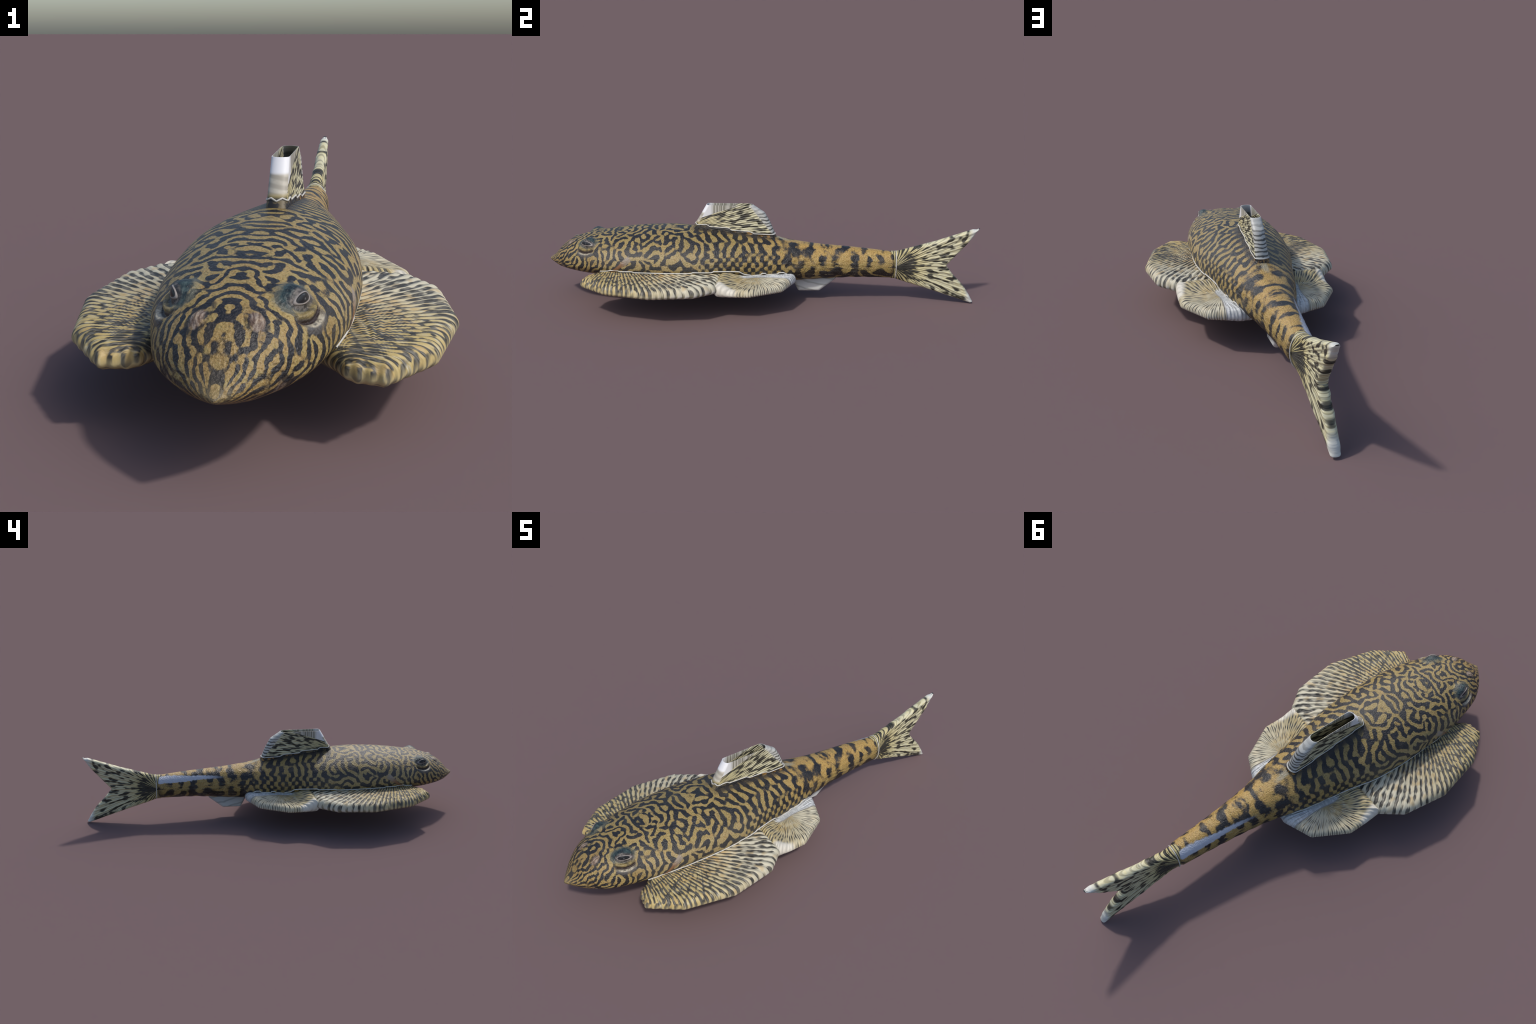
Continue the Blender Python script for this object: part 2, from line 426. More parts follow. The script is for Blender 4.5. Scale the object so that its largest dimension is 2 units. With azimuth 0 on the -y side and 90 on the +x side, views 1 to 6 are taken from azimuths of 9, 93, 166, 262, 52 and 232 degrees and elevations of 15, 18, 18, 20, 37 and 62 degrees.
    fr = k.mul(fr, k.ss(k.noise(k.xyz(k.mul(x, 260.0), k.mul(y, 30.0), 0.0), 1.0, 2.0), .32, .55))
    colr = k.mix(fr, colr, (.34, .31, .22))
    # darker strip along the root of the back fin
    root_dark = k.mul(k.mul(k.band(y, -.34, -.29, .05, .09), k.ss(ax, .058, .036)), k.ss(z, .29, .31))
    colr = k.mix(k.mul(root_dark, k.ss(k.noise(k.P, 18.0, 2.0), .32, .55, .45, .9)), colr, (.035, .030, .026))
    # snout tip fades to worn olive
    tip = k.ss(y, -.965, -.995)
    colr = k.mix(k.mul(tip, .55), colr, (.22, .17, .085))
    # ----- grain of the skin
    v = k.t.nodes.new("ShaderNodeTexVoronoi"); v.inputs["Scale"].default_value = 150.0
    k.t.links.new(k.P, v.inputs["Vector"])
    h = k.add(k.mul(k.noise(k.P, 190.0, 3.0, .6), 1.0), k.mul(v.outputs["Distance"], .5))
    plates = k.mul(k.band(y, -.36, -.20, .50, .60), k.ss(z, .30, .27))
    h = k.add(h, k.mul(plates, k.add(k.mul(lat, .22), k.mul(k.m('SINE', k.add(k.mul(z, 330.0), k.mul(y, 14.0))), .16))))
    nrm = k.bump(h, .62, .004)
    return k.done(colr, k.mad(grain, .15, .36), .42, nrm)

def fin_colours(k, ang, rad, nray, nseg, root, seed, z_side=None):
    """ray stripes with broken dark dashes; ang in radians, rad 0..1 from root to rim"""
    A = k.mul(ang, nray / (2 * math.pi))
    wob = k.mul(k.sub(k.noise(k.xyz(k.mul(A, .35), k.mul(rad, 3.0), seed), 1.0, 1.0), .5), 1.6)
    ray = k.m("SINE", k.mul(k.add(A, wob), 2 * math.pi))
    return A, wob, ray

def paddle_material(name, pivot, nray, rim_in, root_col, pale, grey_strip=False, dash=.5, seed=0.0, fan=None, cont=1.0):
    k = Nodes(name)
    x, y, z = k.pos()
    ax = k.m("ABSOLUTE", x)
    dx, dy = k.sub(ax, pivot[0]), k.sub(y, pivot[1])
    ang = k.m("ARCTAN2", dy, k.mx(dx, -.2))
    r = k.m("SQRT", k.add(k.mul(dx, dx), k.mul(dy, dy)))
    A = k.mul(ang, nray / (2 * math.pi))
    wob = k.mul(k.sub(k.noise(k.xyz(k.mul(A, .5), k.mul(r, 22.0), seed), 1.0, 1.0), .5), .9)
    ray = k.m("SINE", k.mul(k.add(A, wob), 2 * math.pi))
    d1 = k.noise(k.xyz(k.mul(A, .95), k.mul(r, 11.5), seed + 5.0), 1.0, 1.0, .5)
    thin = k.m("SINE", k.mul(k.add(A, k.mul(wob, .5)), 6 * math.pi))
    d2 = k.noise(k.xyz(k.mul(A, .30), k.mul(r, 16.0), seed + 9.0), 1.0, 1.0, .5)
    rings = k.m("SINE", k.add(k.mul(r, 128.0), k.add(k.mul(k.m("SINE", k.mul(A, math.pi)), 1.1), k.mul(k.sub(d2, .5), 7.0))))
    val = k.add(k.mul(ray, .44), k.add(k.mul(thin, .15), k.mul(k.sub(d1, .5), 1.7)))
    val = k.add(val, k.mul(k.sub(d2, .5), .5))
    val = k.add(val, k.mul(rings, .24))
    root = k.m("SQRT", k.add(k.m("POWER", k.sub(ax, .165), 2.0), k.m("POWER", k.sub(y, pale[2]), 2.0)))
    if fan:
        fx, fy_ = k.sub(ax, fan[0]), k.sub(y, fan[1])
        fa = k.m("ARCTAN2", fy_, k.mx(fx, -.2))
        fl = k.m("SINE", k.mul(fa, fan[2]))
        fm = k.mul(k.ss(y, -.42, -.60), k.ss(k.noise(k.xyz(k.mul(fa, 9.0), 0.0, 0.0), 1.0, 1.0), .30, .55))
        val = k.sub(val, k.mul(k.mul(k.ss(fl, .35, .95), fm), .50))
        val = k.sub(val, k.mul(k.ss(root, .10, .03), .22))
    nsep = k.t.nodes.new("ShaderNodeSeparateXYZ")
    geo = k.t.nodes.new("ShaderNodeNewGeometry")
    k.t.links.new(geo.outputs["Normal"], nsep.inputs[0])
    if fan:
        # thick front rim: stripes run straight over the edge
        frn = k.mul(k.ss(k.add(y, k.mul(k.sub(ax, .20), -.45)), -.735, -.760), k.ss(nsep.outputs[2], .80, .45))
        vf = k.add(k.mul(k.m("SINE", k.add(k.mul(ax, 270.0), k.mul(d2, 5.0))), .45), k.mul(k.sub(k.noise(k.xyz(k.mul(ax, 70.0), k.mul(z, 9.0), 3.0), 1.0, 2.0), .5), 1.4))
        val = k.add(k.mul(val, k.sub(1.0, frn)), k.mul(k.add(vf, .12), frn))
    val = k.mul(val, cont)
    val = k.add(val, k.ss(y, pale[0], pale[1], 0.0, dash * .28))
    g = k.noise(k.xyz(k.mul(A, 3.0), k.mul(r, 40.0), 2.0), 1.0, 3.0, .6)
    val = k.add(val, k.mul(k.sub(g, .5), .22))
    val = k.add(val, -.07 if fan else .05)
    fac = k.ss(val, -.30, .18)
    cream = k.mix(k.ss(y, pale[0], pale[1]), (.48, .37, .15), (.54, .50, .37))
    warm = k.mul(k.ss(root, rim_in, .04), k.ss(k.noise(k.P, 26.0, 2.0), .40, .60))
    cream = k.mix(k.mul(warm, .75), cream, root_col)
    cream = k.mix(k.ss(g, .50, .80), cream, (.54, .52, .41))
    cream = k.mix(k.mul(k.ss(k.noise(k.xyz(k.mul(A, .5), k.mul(r, 22.0), 30.0), 1.0, 1.0), .50, .66), .55 if fan else .2), cream, (.46, .31, .12))
    darkc = k.mix(k.ss(g, .4, .65), (.045, .042, .034), (.15, .14, .115))
    col = k.mix(fac, darkc, cream)
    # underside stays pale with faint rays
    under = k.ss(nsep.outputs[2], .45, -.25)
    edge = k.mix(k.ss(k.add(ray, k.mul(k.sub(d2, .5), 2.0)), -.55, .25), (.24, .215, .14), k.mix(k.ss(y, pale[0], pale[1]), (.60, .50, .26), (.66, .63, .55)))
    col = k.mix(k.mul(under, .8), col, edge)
    if grey_strip:
        lim = k.curve(y, [(-1, .12), (-.13, .12), (-.08, .164), (.02, .158), (.13, .160), (.3, .160)])
        sm = k.mul(k.ss(k.sub(ax, lim), .0015, -.0015), k.ss(y, -.10, -.07))
        strip = k.mix(k.ss(k.noise(k.xyz(k.mul(x, 40.0), k.mul(y, 90.0), 0.0), 1.0, 1.0), .48, .54), (.47, .485, .48), (.60, .61, .60))
        col = k.mix(sm, col, strip)
        bor = k.mul(k.ss(k.m("ABSOLUTE", k.sub(ax, lim)), .0035, .0018), k.ss(y, -.09, -.07))
        col = k.mix(k.mul(bor, .8), col, (.30, .29, .27))
        # plain front corner against the big fin
        fc = k.mul(k.ss(k.sub(ax, k.mul(k.sub(y, -.165), .25)), .262, .285), k.ss(y, -.08, -.12))
        col = k.mix(fc, col, (.66, .62, .52))
    nrm = k.bump(k.add(k.mul(ray, .5), k.mul(g, .8)), .5, .004)
    return k.done(col, .48, .35, nrm)

def vertical_fin_material(name, pivot, nray, back, warm_r, kind):
    k = Nodes(name)
    x, y, z = k.pos()
    dy, dz = k.sub(y, pivot[0]), k.sub(z, pivot[1])
    ang = k.m("ARCTAN2", dz, dy)
    r = k.m("SQRT", k.add(k.mul(dy, dy), k.mul(dz, dz)))
    A = k.mul(ang, nray / (2 * math.pi))
    wob = k.mul(k.sub(k.noise(k.xyz(k.mul(A, .5), k.mul(r, 20.0), 3.0), 1.0, 1.0), .5), .8)
    ray = k.m("SINE", k.mul(k.add(A, wob), 2 * math.pi))
    d1 = k.noise(k.xyz(k.mul(A, .85 if kind == 'tail' else .66), k.mul(r, 19.0 if kind == 'tail' else 19.0), 11.0), 1.0, 1.0, .5)
    d2 = k.noise(k.xyz(k.mul(A, 1.5), k.mul(r, 13.0), 17.0), 1.0, 1.0, .5)
    val = k.add(k.mul(ray, .10), k.mul(k.sub(d1, .5), 2.9))
    val = k.add(val, k.mul(k.sub(d2, .5), .6))
    g = k.noise(k.xyz(k.mul(A, 4.0), k.mul(r, 30.0), 2.0), 1.0, 3.0, .6)
    fine = k.m("SINE", k.mul(A, 4 * math.pi))
    val = k.add(val, .11 if kind == 'tail' else .04)
    if kind == "tail":
        core = k.mul(k.ss(r, .125, .06), k.ss(k.add(k.m("ABSOLUTE", k.add(ang, .05)), k.mul(k.sub(d2, .5), .5)), .95, .35))
        rootray = k.mul(k.ss(r, .13, .06), k.mul(k.m("SINE", k.mul(ang, 34.0)), .8))
        val = k.add(k.sub(val, k.mul(core, k.mad(k.m("SINE", k.mul(ang, 40.0)), .55, 1.0))), k.mul(rootray, k.sub(1.0, k.mul(core, .7))))
        tip = k.ss(y, .945, .975)
        val = k.add(val, k.mul(tip, .9))
    else:
        bk = k.sub(back[0], k.add(y, k.mul(k.sub(z, .315), .78)))   # distance ahead of the rear edge
        pal = k.mul(k.ss(z, .35, .44), k.ss(k.add(bk, k.mul(k.sub(d1, .5), .03)), .022, .002))
        val = k.add(val, k.mul(pal, .55))
    fac = k.ss(val, -.16, .14)
    light = k.mix(k.ss(r, warm_r[0], warm_r[1]), (.56, .46, .19), (.56, .54, .38))
    light = k.mix(k.ss(g, .40, .70), light, (.66, .60, .34))
    light = k.mix(k.mul(k.ss(fine, .3, .9), .55), light, (.20, .175, .095))
    darkc = k.mix(k.ss(g, .4, .65), (.020, .018, .013), (.085, .080, .058))
    col = k.mix(fac, darkc, light)
    if kind == "tail":
        col = k.mix(k.mul(tip, .8), col, (.62, .63, .60))
        spike = k.ss(k.add(y, k.mul(z, .5)), 1.1735, 1.1755)
        col = k.mix(k.mul(spike, k.ss(z, .2, .3)), col, (.02, .025, .03))
    else:
        col = k.mix(k.mul(pal, .55), col, (.50, .51, .47))
        # upper front: bare whitish sail above a slanting line
        line = k.sub(z, k.mad(k.add(y, .305), .338, .389))
        bare = k.mul(k.ss(line, -.0015, .0015), k.ss(y, -.03, -.06))
        st = k.ss(k.noise(k.xyz(k.mul(y, 150.0), k.mul(z, 4.0), 0.0), 1.0, 2.0), .40, .62)
        stz = k.ss(y, -.235, -.215)
        bc = k.mix(k.mul(stz, st), k.mix(stz, (.70, .70, .70), (.47, .45, .39)), (.20, .19, .145))
        col = k.mix(bare, col, bc)
        # rounded front edge: grey cap, then banded cream, then dark foot
        fr = k.ss(k.sub(y, k.mad(k.sub(z, .361), .583, -.309)), .016, .010)
        bands = k.m("SINE", k.add(k.mul(z, 330.0), k.mul(x, 60.0)))
        fz = k.mix(k.mul(k.ss(bands, -.9, 1.0), k.noise(k.P, 60.0, 2.0)), (.36, .33, .27), (.62, .58, .48))
        fcol = k.mix(k.ss(z, .385, .372), fz, (.36, .29, .12))
        fcol = k.mix(k.ss(z, .378, .368), fcol, (.030, .030, .025))
        col = k.mix(k.mul(fr, k.ss(z, .428, .418)), col, fcol)
        col = k.mix(k.mul(fr, k.ss(z, .418, .428)), col, (.78, .78, .79))
        # banded rear edge
        rb = k.mul(k.ss(bk, .010, .004), 1.0)
        rbands = k.m("SINE", k.add(k.mul(z, 430.0), k.mul(k.noise(k.P, 30.0, 2.0), 7.0)))
        amt = k.ss(z, .47, .39)
        col = k.mix(rb, col, k.mix(k.mul(k.ss(rbands, .0, .7), amt), (.50, .50, .46), (.09, .09, .08)))
    hgt = k.add(k.mul(ray, .6), k.mul(g, .9))
    if kind == "dorsal":
        hgt = k.mul(hgt, k.sub(1.0, k.mx(bare, k.mx(fr, rb))))
        # everything under the saw-toothed seam is dark body skin
        st = k.curve(y, [(a_, (b_ - .30) / .1) for a_, b_ in DZ], -.33, .09, True)
        sk = k.ss(k.sub(k.mad(st, .1, .30), z), -.0005, .0005)
        skn = k.ss(k.noise(k.P, 45.0, 3.0, .55), .47, .60)
        skc = k.mix(skn, (.020, .019, .018), k.mix(k.ss(y, -.2, 0.0), (.13, .10, .05), (.30, .165, .045)))
        col = k.mix(sk, col, skc)
    nrm = k.bump(hgt, .5, .004)
    return k.done(col, .45, .38, nrm)

# saw-toothed foot line of the back fin: (along, height)
DZ = [(-.330, .3680), (-.256, .3650), (-.243, .3570), (-.151, .3515), (-.134, .3410), (-.054, .3370), (-.036, .3265), (.066, .3220), (.09, .320)]
SKIN = body_material()
PECT = paddle_material("pectoral_rays", (-.03, -.68), 128, .19, (.44, .27, .09), (-.66, -.25, -.47), seed=1.0, fan=(.150, -.47, 46.0))
PELV = paddle_material("pelvic_rays", (.150, -.015), 88, .10, (.42, .30, .11), (-.30, .10, -.06), True, dash=.75, seed=21.0, cont=.75)
DORS = vertical_fin_material("back_fin_rays", (-.46, .318), 250, (.066,), (.12, .40), "dorsal")
TAIL = vertical_fin_material("tail_fin_rays", (.615, .180), 92, None, (.06, .22), "tail")

def seam_material():
    k = Nodes("pale_seam")
    x, y, z = k.pos()
    c = k.mix(k.noise(k.P, 60.0, 2.0), (.42, .40, .34), (.66, .65, .62))
    return k.done(c, .5, .3)
SEAM = seam_material()

def anal_material():
    k = Nodes("anal_fin_skin")
    x, y, z = k.pos()
    t = k.add(k.mul(z, 150.0), k.mul(y, 42.0))
    s = k.ss(k.m("SINE", k.add(t, k.mul(k.noise(k.P, 14.0, 2.0), 5.0))), .45, 1.0)
    c = k.mix(k.ss(z, .055, .10), (.60, .60, .57), (.47, .49, .49))
    c = k.mix(k.mul(s, .55), c, (.24, .25, .23))
    return k.done(c, .5, .35, k.bump(s, .3, .003))
ANAL = anal_material()

def eye_material():
    k = Nodes("wet_eye")
    x, y, z = k.pos()
    q = k.m("SQRT", k.add(k.mul(x, x), k.mul(k.mul(y, y), 1.0)))
    q = k.add(q, k.mul(k.sub(k.noise(k.P, 2.2, 2.0), .5), .10))
    c = k.mix(k.ss(q, .66, .78), (.012, .013, .016), (.29, .26, .235))
    c = k.mix(k.ss(q, .84, .98), c, (.10, .085, .075))
    gl = k.ss(k.noise(k.P, 1.6, 2.0), .52, .72)  # soft grey reflection tinted into the dark pupil
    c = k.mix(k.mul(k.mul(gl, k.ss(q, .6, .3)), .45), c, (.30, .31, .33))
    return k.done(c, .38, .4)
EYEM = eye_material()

# ------------------------------------------------------------------ thing
fish = bpy.data.objects.new("catfish", None)
COL.objects.link(fish)
fish["label"] = "suckermouth catfish with black and tan labyrinth markings"
fish["category"] = "fish"

# body split into head / trunk / tail stalk, sharing one surface
def region(y):
    return 0 if y < -.60 else (1 if y < .14 else 2)
parts = {0: [], 1: [], 2: []}
fy = np.array([np.mean([Vf[v, 1] for v in f]) for f in faces])
for f, yy in zip(faces, fy): parts[region(yy)].append(f)
for i, nm in enumerate(("head", "trunk", "tail_stalk")):
    F = parts[i]
    used = np.unique(np.concatenate([np.array(f) for f in F]))
    mp = -np.ones(len(Vf), int); mp[used] = np.arange(len(used))
    ob = add_mesh(nm, Vf[used], [tuple(mp[list(f)]) for f in F], SKIN, fish)
    ob.data.normals_split_custom_set_from_vertices([tuple(v) for v in BN[used]])
    if nm == "head": head = ob

# ------------------------------------------------------------------ paddle fins
def resample(poly, n, closed=True, round_r=0.0):
    P = np.array(poly, float)
    if closed: P = np.vstack([P, P[:1]])
    L = np.concatenate([[0], np.cumsum(np.linalg.norm(np.diff(P, axis=0), axis=1))])
    s = np.linspace(0, L[-1], n, endpoint=not closed)
    return np.stack([np.interp(s, L, P[:, i]) for i in range(P.shape[1])], 1)

def chaikin(P, r, skip=()):
    """cut every corner by a distance r with a small 3 point arc"""
    P = np.array(P, float); out = []
    n = len(P)
    for i in range(n):
        a, b, c = P[i - 1], P[i], P[(i + 1) % n]
        la, lc = np.linalg.norm(a - b), np.linalg.norm(c - b)
        ra, rc = min(r, la * .4), min(r, lc * .4)
        p, q = b + (a - b) / la * ra, b + (c - b) / lc * rc
        for t in (0, .25, .5, .75, 1):
            out.append((1-t)**2 * p + 2*t*(1-t) * b + t*t * q)
    return np.array(out)

def edge_dist(P, poly):
    """distance from points to a closed polygon outline"""
    D = np.full(len(P), 9.0)
    for i in range(len(poly)):
        a, b = poly[i], poly[(i + 1) % len(poly)]
        ab = b - a; L = ab @ ab
        if L < 1e-12: continue
        t = np.clip((P - a) @ ab / L, 0, 1)
        D = np.minimum(D, np.linalg.norm(P - (a + t[:, None] * ab), axis=1))
    return D

def plate(poly, pivot, nang, nring, half, bevel, power=2.0, corner=.006):
    """lens of two sides over an outline; returns 2d points, half thickness, faces"""
    outl = chaikin(poly, corner)
    C = resample(outl, nang)
    s = np.linspace(0, 1, nring)
    t = 1 - (1 - s) ** 2.2
    t[0] = .02
    G = pivot + (C[None] - pivot) * t[:, None, None]
    flat = G.reshape(-1, 2)
    d = edge_dist(flat, outl)
    d[(nring - 1) * nang:] = 0
    q = np.clip(d / bevel, 0, 1)
    h = (1 - (1 - q) ** power) ** (1 / power)
    return flat, h, d

def paddle(name, side, poly, pivot, top, bottom, bevel, mat, nang=900, nring=46, nray=84, raypiv=None, rel=.0014):
    flat, h, d = plate(np.array(poly), np.array(pivot), nang, nring, 1, bevel)
    zt, zb = top(flat), bottom(flat)
    zmid = (zt + zb) / 2 - .004
    rp = np.array(raypiv)
    ang = np.arctan2(flat[:, 1] - rp[1], np.maximum(flat[:, 0] - rp[0], -.2))
    rr = np.hypot(flat[:, 0] - rp[0], flat[:, 1] - rp[1])
    ridge = rel * np.sin(ang * nray + 1.2 * np.sin(rr * 30)) * sstep(.03, .10, rr)
    n = len(flat)
    # the rim is scalloped a little by the rays
    dirv = (flat - rp) / np.maximum(rr, 1e-3)[:, None]
    rimk = (1 - np.clip(d / bevel, 0, 1))[:, None]
    flat = flat + dirv * (ridge[:, None] * rimk * .25)
    # blunt ribs across the leading edge
    lead = sstep(-.735, -.765, flat[:, 1] - .45 * (flat[:, 0] - .20)) * rimk[:, 0] if name == "pectoral_fin" else 0 * d
    flat[:, 1] -= .0022 * lead * np.sin(flat[:, 0] * 270 + 1.0)
    T = np.stack([side * flat[:, 0], flat[:, 1], zmid + (zt - zmid) * h + ridge * np.clip(h, 0, 1)], 1)
    B = np.stack([side * flat[:, 0], flat[:, 1], zmid + (zb - zmid) * h + ridge * np.clip(h, 0, 1) * .6], 1)
    F = grid_faces(nring, nang)
    F.append(tuple(reversed(range(nang))))
    m = (nring - 1) * nang
    # bottom shares the rim ring
    idx = np.concatenate([n + np.arange(m), m + np.arange(nang)])
    FB = [tuple(idx[list(reversed(f))]) for f in F]
    ob = add_mesh(name, np.vstack([T, B[:m]]), F + FB, mat, fish)
    bm = bmesh.new(); bm.from_mesh(ob.data)
    bmesh.ops.recalc_face_normals(bm, faces=bm.faces)
    bm.to_mesh(ob.data); bm.free()
    return ob

PEC = [(.10, -.66), (.160, -.728), (.188, -.770), (.205, -.782), (.265, -.793), (.357, -.673), (.406, -.467),
       (.379, -.271), (.312, -.180), (.186, -.166), (.10, -.165)]
PEL = [(.06, -.12), (.120, -.185), (.186, -.187), (.309, -.192), (.310, -.039), (.231, .108), (.113, .163), (.05, .16)]

def pec_top(P):
    return .1805 - .003 * sstep(.25, .40, P[:, 0]) - .002 * sstep(-.70, -.79, P[:, 1])
def pec_bot(P):
    return .128 + 0 * P[:, 0]
def pel_top(P):
    a = .065 - .12 * np.clip(P[:, 0] - .17, 0, .14) * 3.0
    s = sstep(-.155, -.155 + .085, P[:, 1] + .30 * np.clip(P[:, 0] - .17, 0, .14))
    return .183 - s * (.020 + .014 * sstep(.13, .26, P[:, 0]))
def pel_bot(P):
    return .112 + 0 * P[:, 0]

for side in (1, -1):
    paddle("pectoral_fin", side, PEC, (.165, -.45), pec_top, pec_bot, .032, PECT, nray=128, raypiv=(-.03, -.68))
    paddle("pelvic_fin", side, PEL, (.15, -.03), pel_top, pel_bot, .026, PELV, nang=720, nray=50, raypiv=(.150, -.015), rel=.0010)

# ------------------------------------------------------------------ tail fin
TAILP = [(.600, .118), (.600, .244), (.615, .244), (.652, .253), (.803, .298), (.970, .357), (.9895, .3565), (1.0, .364), (.992, .351),
         (.956, .297), (.861, .186), (.861, .178), (.891, .139), (.942, .086), (.972, .040), (.992, .005), (.980, .000),
         (.915, .022), (.781, .065), (.661, .102), (.615, .116)]
def tail_fin():
    nang, nring = 900, 40
    flat, h, d = plate(np.array(TAILP), np.array([.70, .181]), nang, nring, 1, .013, 2.2, .0025)
    y, z = flat[:, 0], flat[:, 1]
    half = .0185 + .022 * (1 - sstep(.605, .70, y))
    # the root is a full oval matching the stalk, blending to a flat blade
    zc, hz = .181, .066
    oval = np.sqrt(np.clip(1 - ((z - zc) / hz) ** 2, 0, 1))
    bl = sstep(.60, .70, y)
    prof = h * bl + np.minimum(h * 1.5, oval) * (1 - bl)
    half = half * (1 - .25 * sstep(.85, 1.0, y) * (z > .2))
    ang = np.arctan2(z - .18, y - .60); r = np.hypot(z - .18, y - .60)
    rid = .0010 * np.sin(ang * 46) * sstep(.03, .10, r) * np.clip(h, 0, 1)
    lump = .0012 * np.sin(z * 210 + 2 * np.sin(y * 60)) * (1 - np.clip(d / .02, 0, 1))
    n = len(flat); m = (nring - 1) * nang
    L = np.stack([half * prof + rid + lump * h, y, z], 1)
    Rr = np.stack([-(half * prof) - rid - lump * h, y, z], 1)
    F = grid_faces(nring, nang); F.append(tuple(reversed(range(nang))))
    idx = np.concatenate([n + np.arange(m), m + np.arange(nang)])
    FB = [tuple(idx[list(reversed(f))]) for f in F]
    ob = add_mesh("tail_fin", np.vstack([L, Rr[:m]]), F + FB, TAIL, fish)
    bm = bmesh.new(); bm.from_mesh(ob.data)
    bmesh.ops.recalc_face_normals(bm, faces=bm.faces)
    bm.to_mesh(ob.data); bm.free()
    return ob
tail = tail_fin()

# ------------------------------------------------------------------ anal fin
def anal_fin():
    poly = np.array([(.120, .125), (.147, .096), (.174, .044), (.273, .0455), (.345, .104), (.36, .125)])
    nang, nring = 360, 24
    flat, h, d = plate(poly, np.array([.23, .09]), nang, nring, 1, .016, 2.0, .006)
    n = len(flat); m = (nring - 1) * nang
    half = .017 * h
    A = np.stack([half, flat[:, 0], flat[:, 1]], 1); B = np.stack([-half, flat[:, 0], flat[:, 1]], 1)
    F = grid_faces(nring, nang); F.append(tuple(reversed(range(nang))))
    idx = np.concatenate([n + np.arange(m), m + np.arange(nang)])
    ob = add_mesh("anal_fin", np.vstack([A, B[:m]]), F + [tuple(idx[list(reversed(f))]) for f in F], ANAL, fish)
    bm = bmesh.new(); bm.from_mesh(ob.data)
    bmesh.ops.recalc_face_normals(bm, faces=bm.faces)
    bm.to_mesh(ob.data); bm.free()
anal_fin()

# ------------------------------------------------------------------ hollow back fin
RIM = .4575
def d_front(z): return -.309 + (z - .361) * .583
def d_rear(z): return np.interp(z, [.27, .315, .374, .421, RIM], [.088, .066, .042, .016, -.039])
def stadium(z, na=160, inset=0.0):
    yf, yr = d_front(z) + inset, d_rear(z) - inset
    hw = np.interp(z, [.30, .37, RIM], [.0285, .0235, .0215]) - inset
    lf, lr = .017, .020
    t = np.linspace(0, 1, na // 4, endpoint=False)
    out = []
    # right side going rearward, rear cap, left side, front cap
    def cap(yc, l, s):
        a = np.linspace(0, np.pi, na // 4, endpoint=False)
        return [(s * hw * np.cos(v), yc + s * l * np.sin(v) ** .9) for v in a]
    out += [(hw, yf + lf + (yr - lr - yf - lf) * v) for v in t]
    out += cap(yr - lr, lr, 1)
    out += [(-hw, yr - lr + (yf + lf - yr + lr) * v) for v in t]
    out += [(-hw * np.cos(v), yf + lf - lf * np.sin(v) ** .9) for v in np.linspace(0, np.pi, na // 4, endpoint=False)]
    return np.array(out)
def back_fin():
    na = 160
    zs = np.linspace(.27, RIM, 60)
    V, rows = [], 0
    for z in zs:
        for px, py in stadium(z, na): V.append((px, py, z))
    for z in zs[::-1]:
        for px, py in stadium(z, na, .0014): V.append((px, py, z))
    V = np.array(V)
    ns = 2 * len(zs)
    # fine ray relief on the outer skin
    o = np.arange(len(V)) < len(zs) * na
    ang = np.arctan2(V[:, 2] - .318, V[:, 1] + .46)
    V[:, 0] += np.where(o & (V[:, 2] < .389 + .338 * (V[:, 1] + .305)), np.sign(V[:, 0]) * .0006 * np.sin(ang * 125), 0) * (V[:, 1] > d_front(V[:, 2]) + .020) * (V[:, 1] < d_rear(V[:, 2]) - .022)
    F = grid_faces(ns, na)
    ob = add_mesh("back_fin", V, F, DORS, fish)
    bm = bmesh.new(); bm.from_mesh(ob.data)
    for k in range(na):
        pass
    bmesh.ops.recalc_face_normals(bm, faces=bm.faces)
    bm.to_mesh(ob.data); bm.free()
    ob.data.set_sharp_from_angle(angle=math.radians(50))
    return ob
back = back_fin()

# ------------------------------------------------------------------ seams
def tube(name, pts, r, parent, closed=False, seg=8, sub=3):
    P = np.array(pts, float)
    if sub > 1:
        q = [P[0]]
        for a, b in zip(P[:-1], P[1:]):
            for t in np.linspace(0, 1, sub + 1)[1:]: q.append(a + (b - a) * t)
        P = np.array(q)
    cu = bpy.data.curves.new(name, "CURVE"); cu.dimensions = "3D"
    cu.bevel_depth = r; cu.bevel_resolution = 2
    sp = cu.splines.new("POLY"); sp.points.add(len(P) - 1)
    for p, c in zip(sp.points, P): p.co = (*c, 1)
    sp.use_cyclic_u = closed
    tmp = bpy.data.objects.new(name, cu); COL.objects.link(tmp)
    dg = bpy.context.evaluated_depsgraph_get()
    me = bpy.data.meshes.new_from_object(tmp.evaluated_get(dg))
    bpy.data.objects.remove(tmp); bpy.data.curves.remove(cu)
    me.name = name
    me.materials.clear(); me.materials.append(SEAM)
    me.polygons.foreach_set("use_smooth", [True] * len(me.polygons))
    ob = bpy.data.objects.new(name, me); COL.objects.link(ob); ob.parent = parent
    return ob

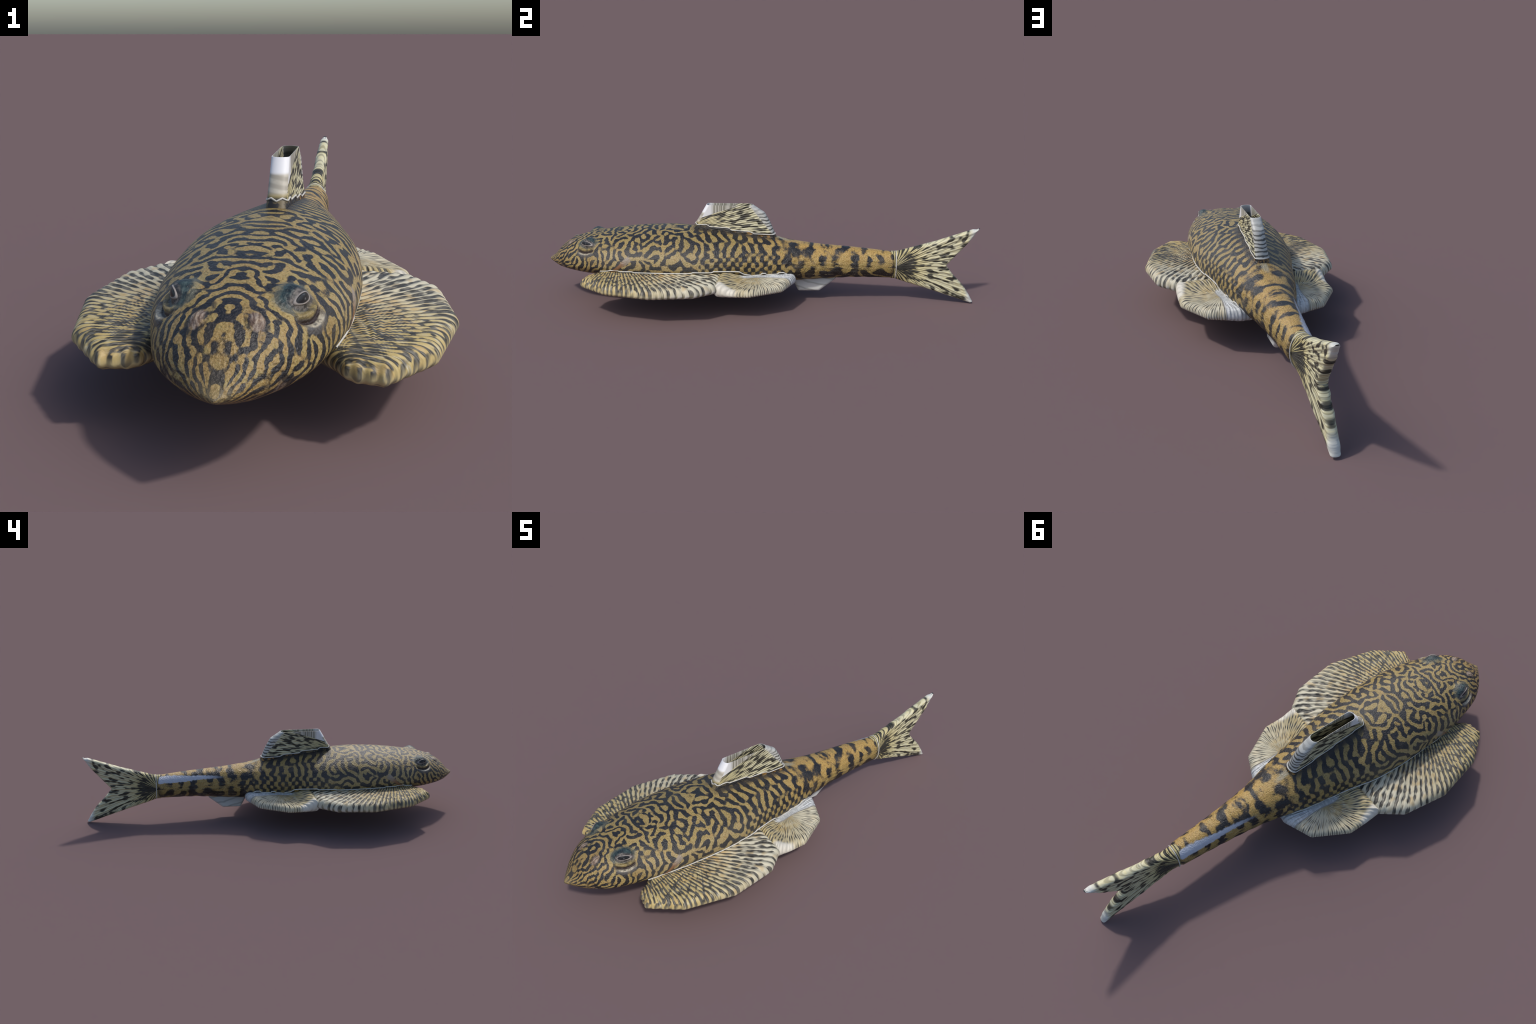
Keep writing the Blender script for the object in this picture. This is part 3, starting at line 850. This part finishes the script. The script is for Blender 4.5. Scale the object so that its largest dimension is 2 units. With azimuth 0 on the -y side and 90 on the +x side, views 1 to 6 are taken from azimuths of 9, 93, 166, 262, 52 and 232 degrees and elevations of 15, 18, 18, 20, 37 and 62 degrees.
# stepped pale line where the paddles leave the flank: (along, height)
FLANK = [(-.724, .178), (-.687, .1825), (-.672, .1885), (-.640, .1885), (-.630, .1835), (-.575, .1860), (-.565, .181),
         (-.310, .1835), (-.297, .1885), (-.217, .1855), (-.205, .1905), (-.118, .1855), (-.092, .183), (-.070, .1685),
         (-.045, .163), (-.038, .158), (.004, .163), (.010, .1705), (.026, .1700), (.030, .162), (.080, .1635), (.087, .1705), (.107, .1690), (.122, .160)]
FY = np.array([p[0] for p in FLANK]); FZ = np.array([p[1] for p in FLANK]) + .002
yy = np.unique(np.concatenate([FY, np.linspace(FY[0], FY[-1], 90)]))
zz = np.interp(yy, FY, FZ)
xx = body_x(yy, zz) + .0012
for side in (1, -1):
    tube("fin_seam", np.stack([side * xx, yy, zz], 1), .0028, fish, sub=1)

# saw-toothed line round the foot of the back fin
dy = np.array([p[0] for p in DZ]); dz = np.array([p[1] for p in DZ])
ring = []
for frac in np.linspace(0, 1, 161)[:-1]:
    i = int(frac * 160)
    st0 = stadium(.345)[i]
    z = float(np.interp(st0[1], dy, dz))
    # let the front edge zigzag as well
    if st0[1] < -.292: z += .004 - .012 * abs(abs(st0[0] / .0245) - .55)
    st1 = stadium(z)[i] 
    ring.append((st1[0] * 1.03, st1[1] + (.0008 if st1[1] > 0 else -.0008), z))
tube("back_fin_seam", ring, .0022, back, closed=True, sub=1)

# ring at the tail root
ca = np.linspace(0, 2 * np.pi, 64, endpoint=False)
tube("tail_seam", np.stack([.0425 * np.cos(ca), .6245 + 0 * ca, .1805 + .0655 * np.sin(ca)], 1), .0022, tail, closed=True, sub=1)

# ------------------------------------------------------------------ eyes
def eye(side):
    """a low wet dome laid on the outer slope of the socket"""
    import mathutils
    from mathutils.bvhtree import BVHTree
    bvh = BVHTree.FromPolygons([tuple(v) for v in Vf], faces)
    e1 = EYE_R - EYE_F; e1 /= np.linalg.norm(e1)
    nn = np.array([.66, -.30, .60]); nn -= e1 * (nn @ e1); nn /= np.linalg.norm(nn)
    e2 = np.cross(nn, e1)
    s1, s2 = .0280, .0108
    nu, nr = 48, 16
    W, flat = [], []
    for i in range(nr + 1):
        q = i / nr
        for j in range(nu):
            b = 2 * math.pi * j / nu
            # tear shape: narrower toward the snout
            u, v = q * math.cos(b), q * math.sin(b) * (1 + .18 * math.cos(b))
            o = EYE_C + e1 * u * s1 + e2 * v * s2 + nn * .05
            h = bvh.ray_cast(mathutils.Vector(o), mathutils.Vector(-nn), .2)
            p = np.array(h[0]); n_ = np.array(h[1])
            if n_ @ nn < 0: n_ = -n_
            lift = -.0010 + .0042 * math.sqrt(max(0.0, 1 - q * q)) + .0012 * math.exp(-((q - .80) / .10) ** 2)
            W.append(p + n_ * lift)
    F = grid_faces(nr + 1, nu)
    F.append(tuple(reversed(range(nu))))
    M = np.eye(4)
    M[:3, 0], M[:3, 1], M[:3, 2], M[:3, 3] = e1 * s1, e2 * s2, nn * .015, EYE_C
    L = (np.linalg.inv(M) @ np.hstack([np.array(W), np.ones((len(W), 1))]).T).T[:, :3]
    if side < 0: M = np.diag([-1, 1, 1, 1]) @ M
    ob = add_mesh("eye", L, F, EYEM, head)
    ob.matrix_world = mathutils.Matrix(M.tolist())
    return ob
for side in (1, -1): eye(side)
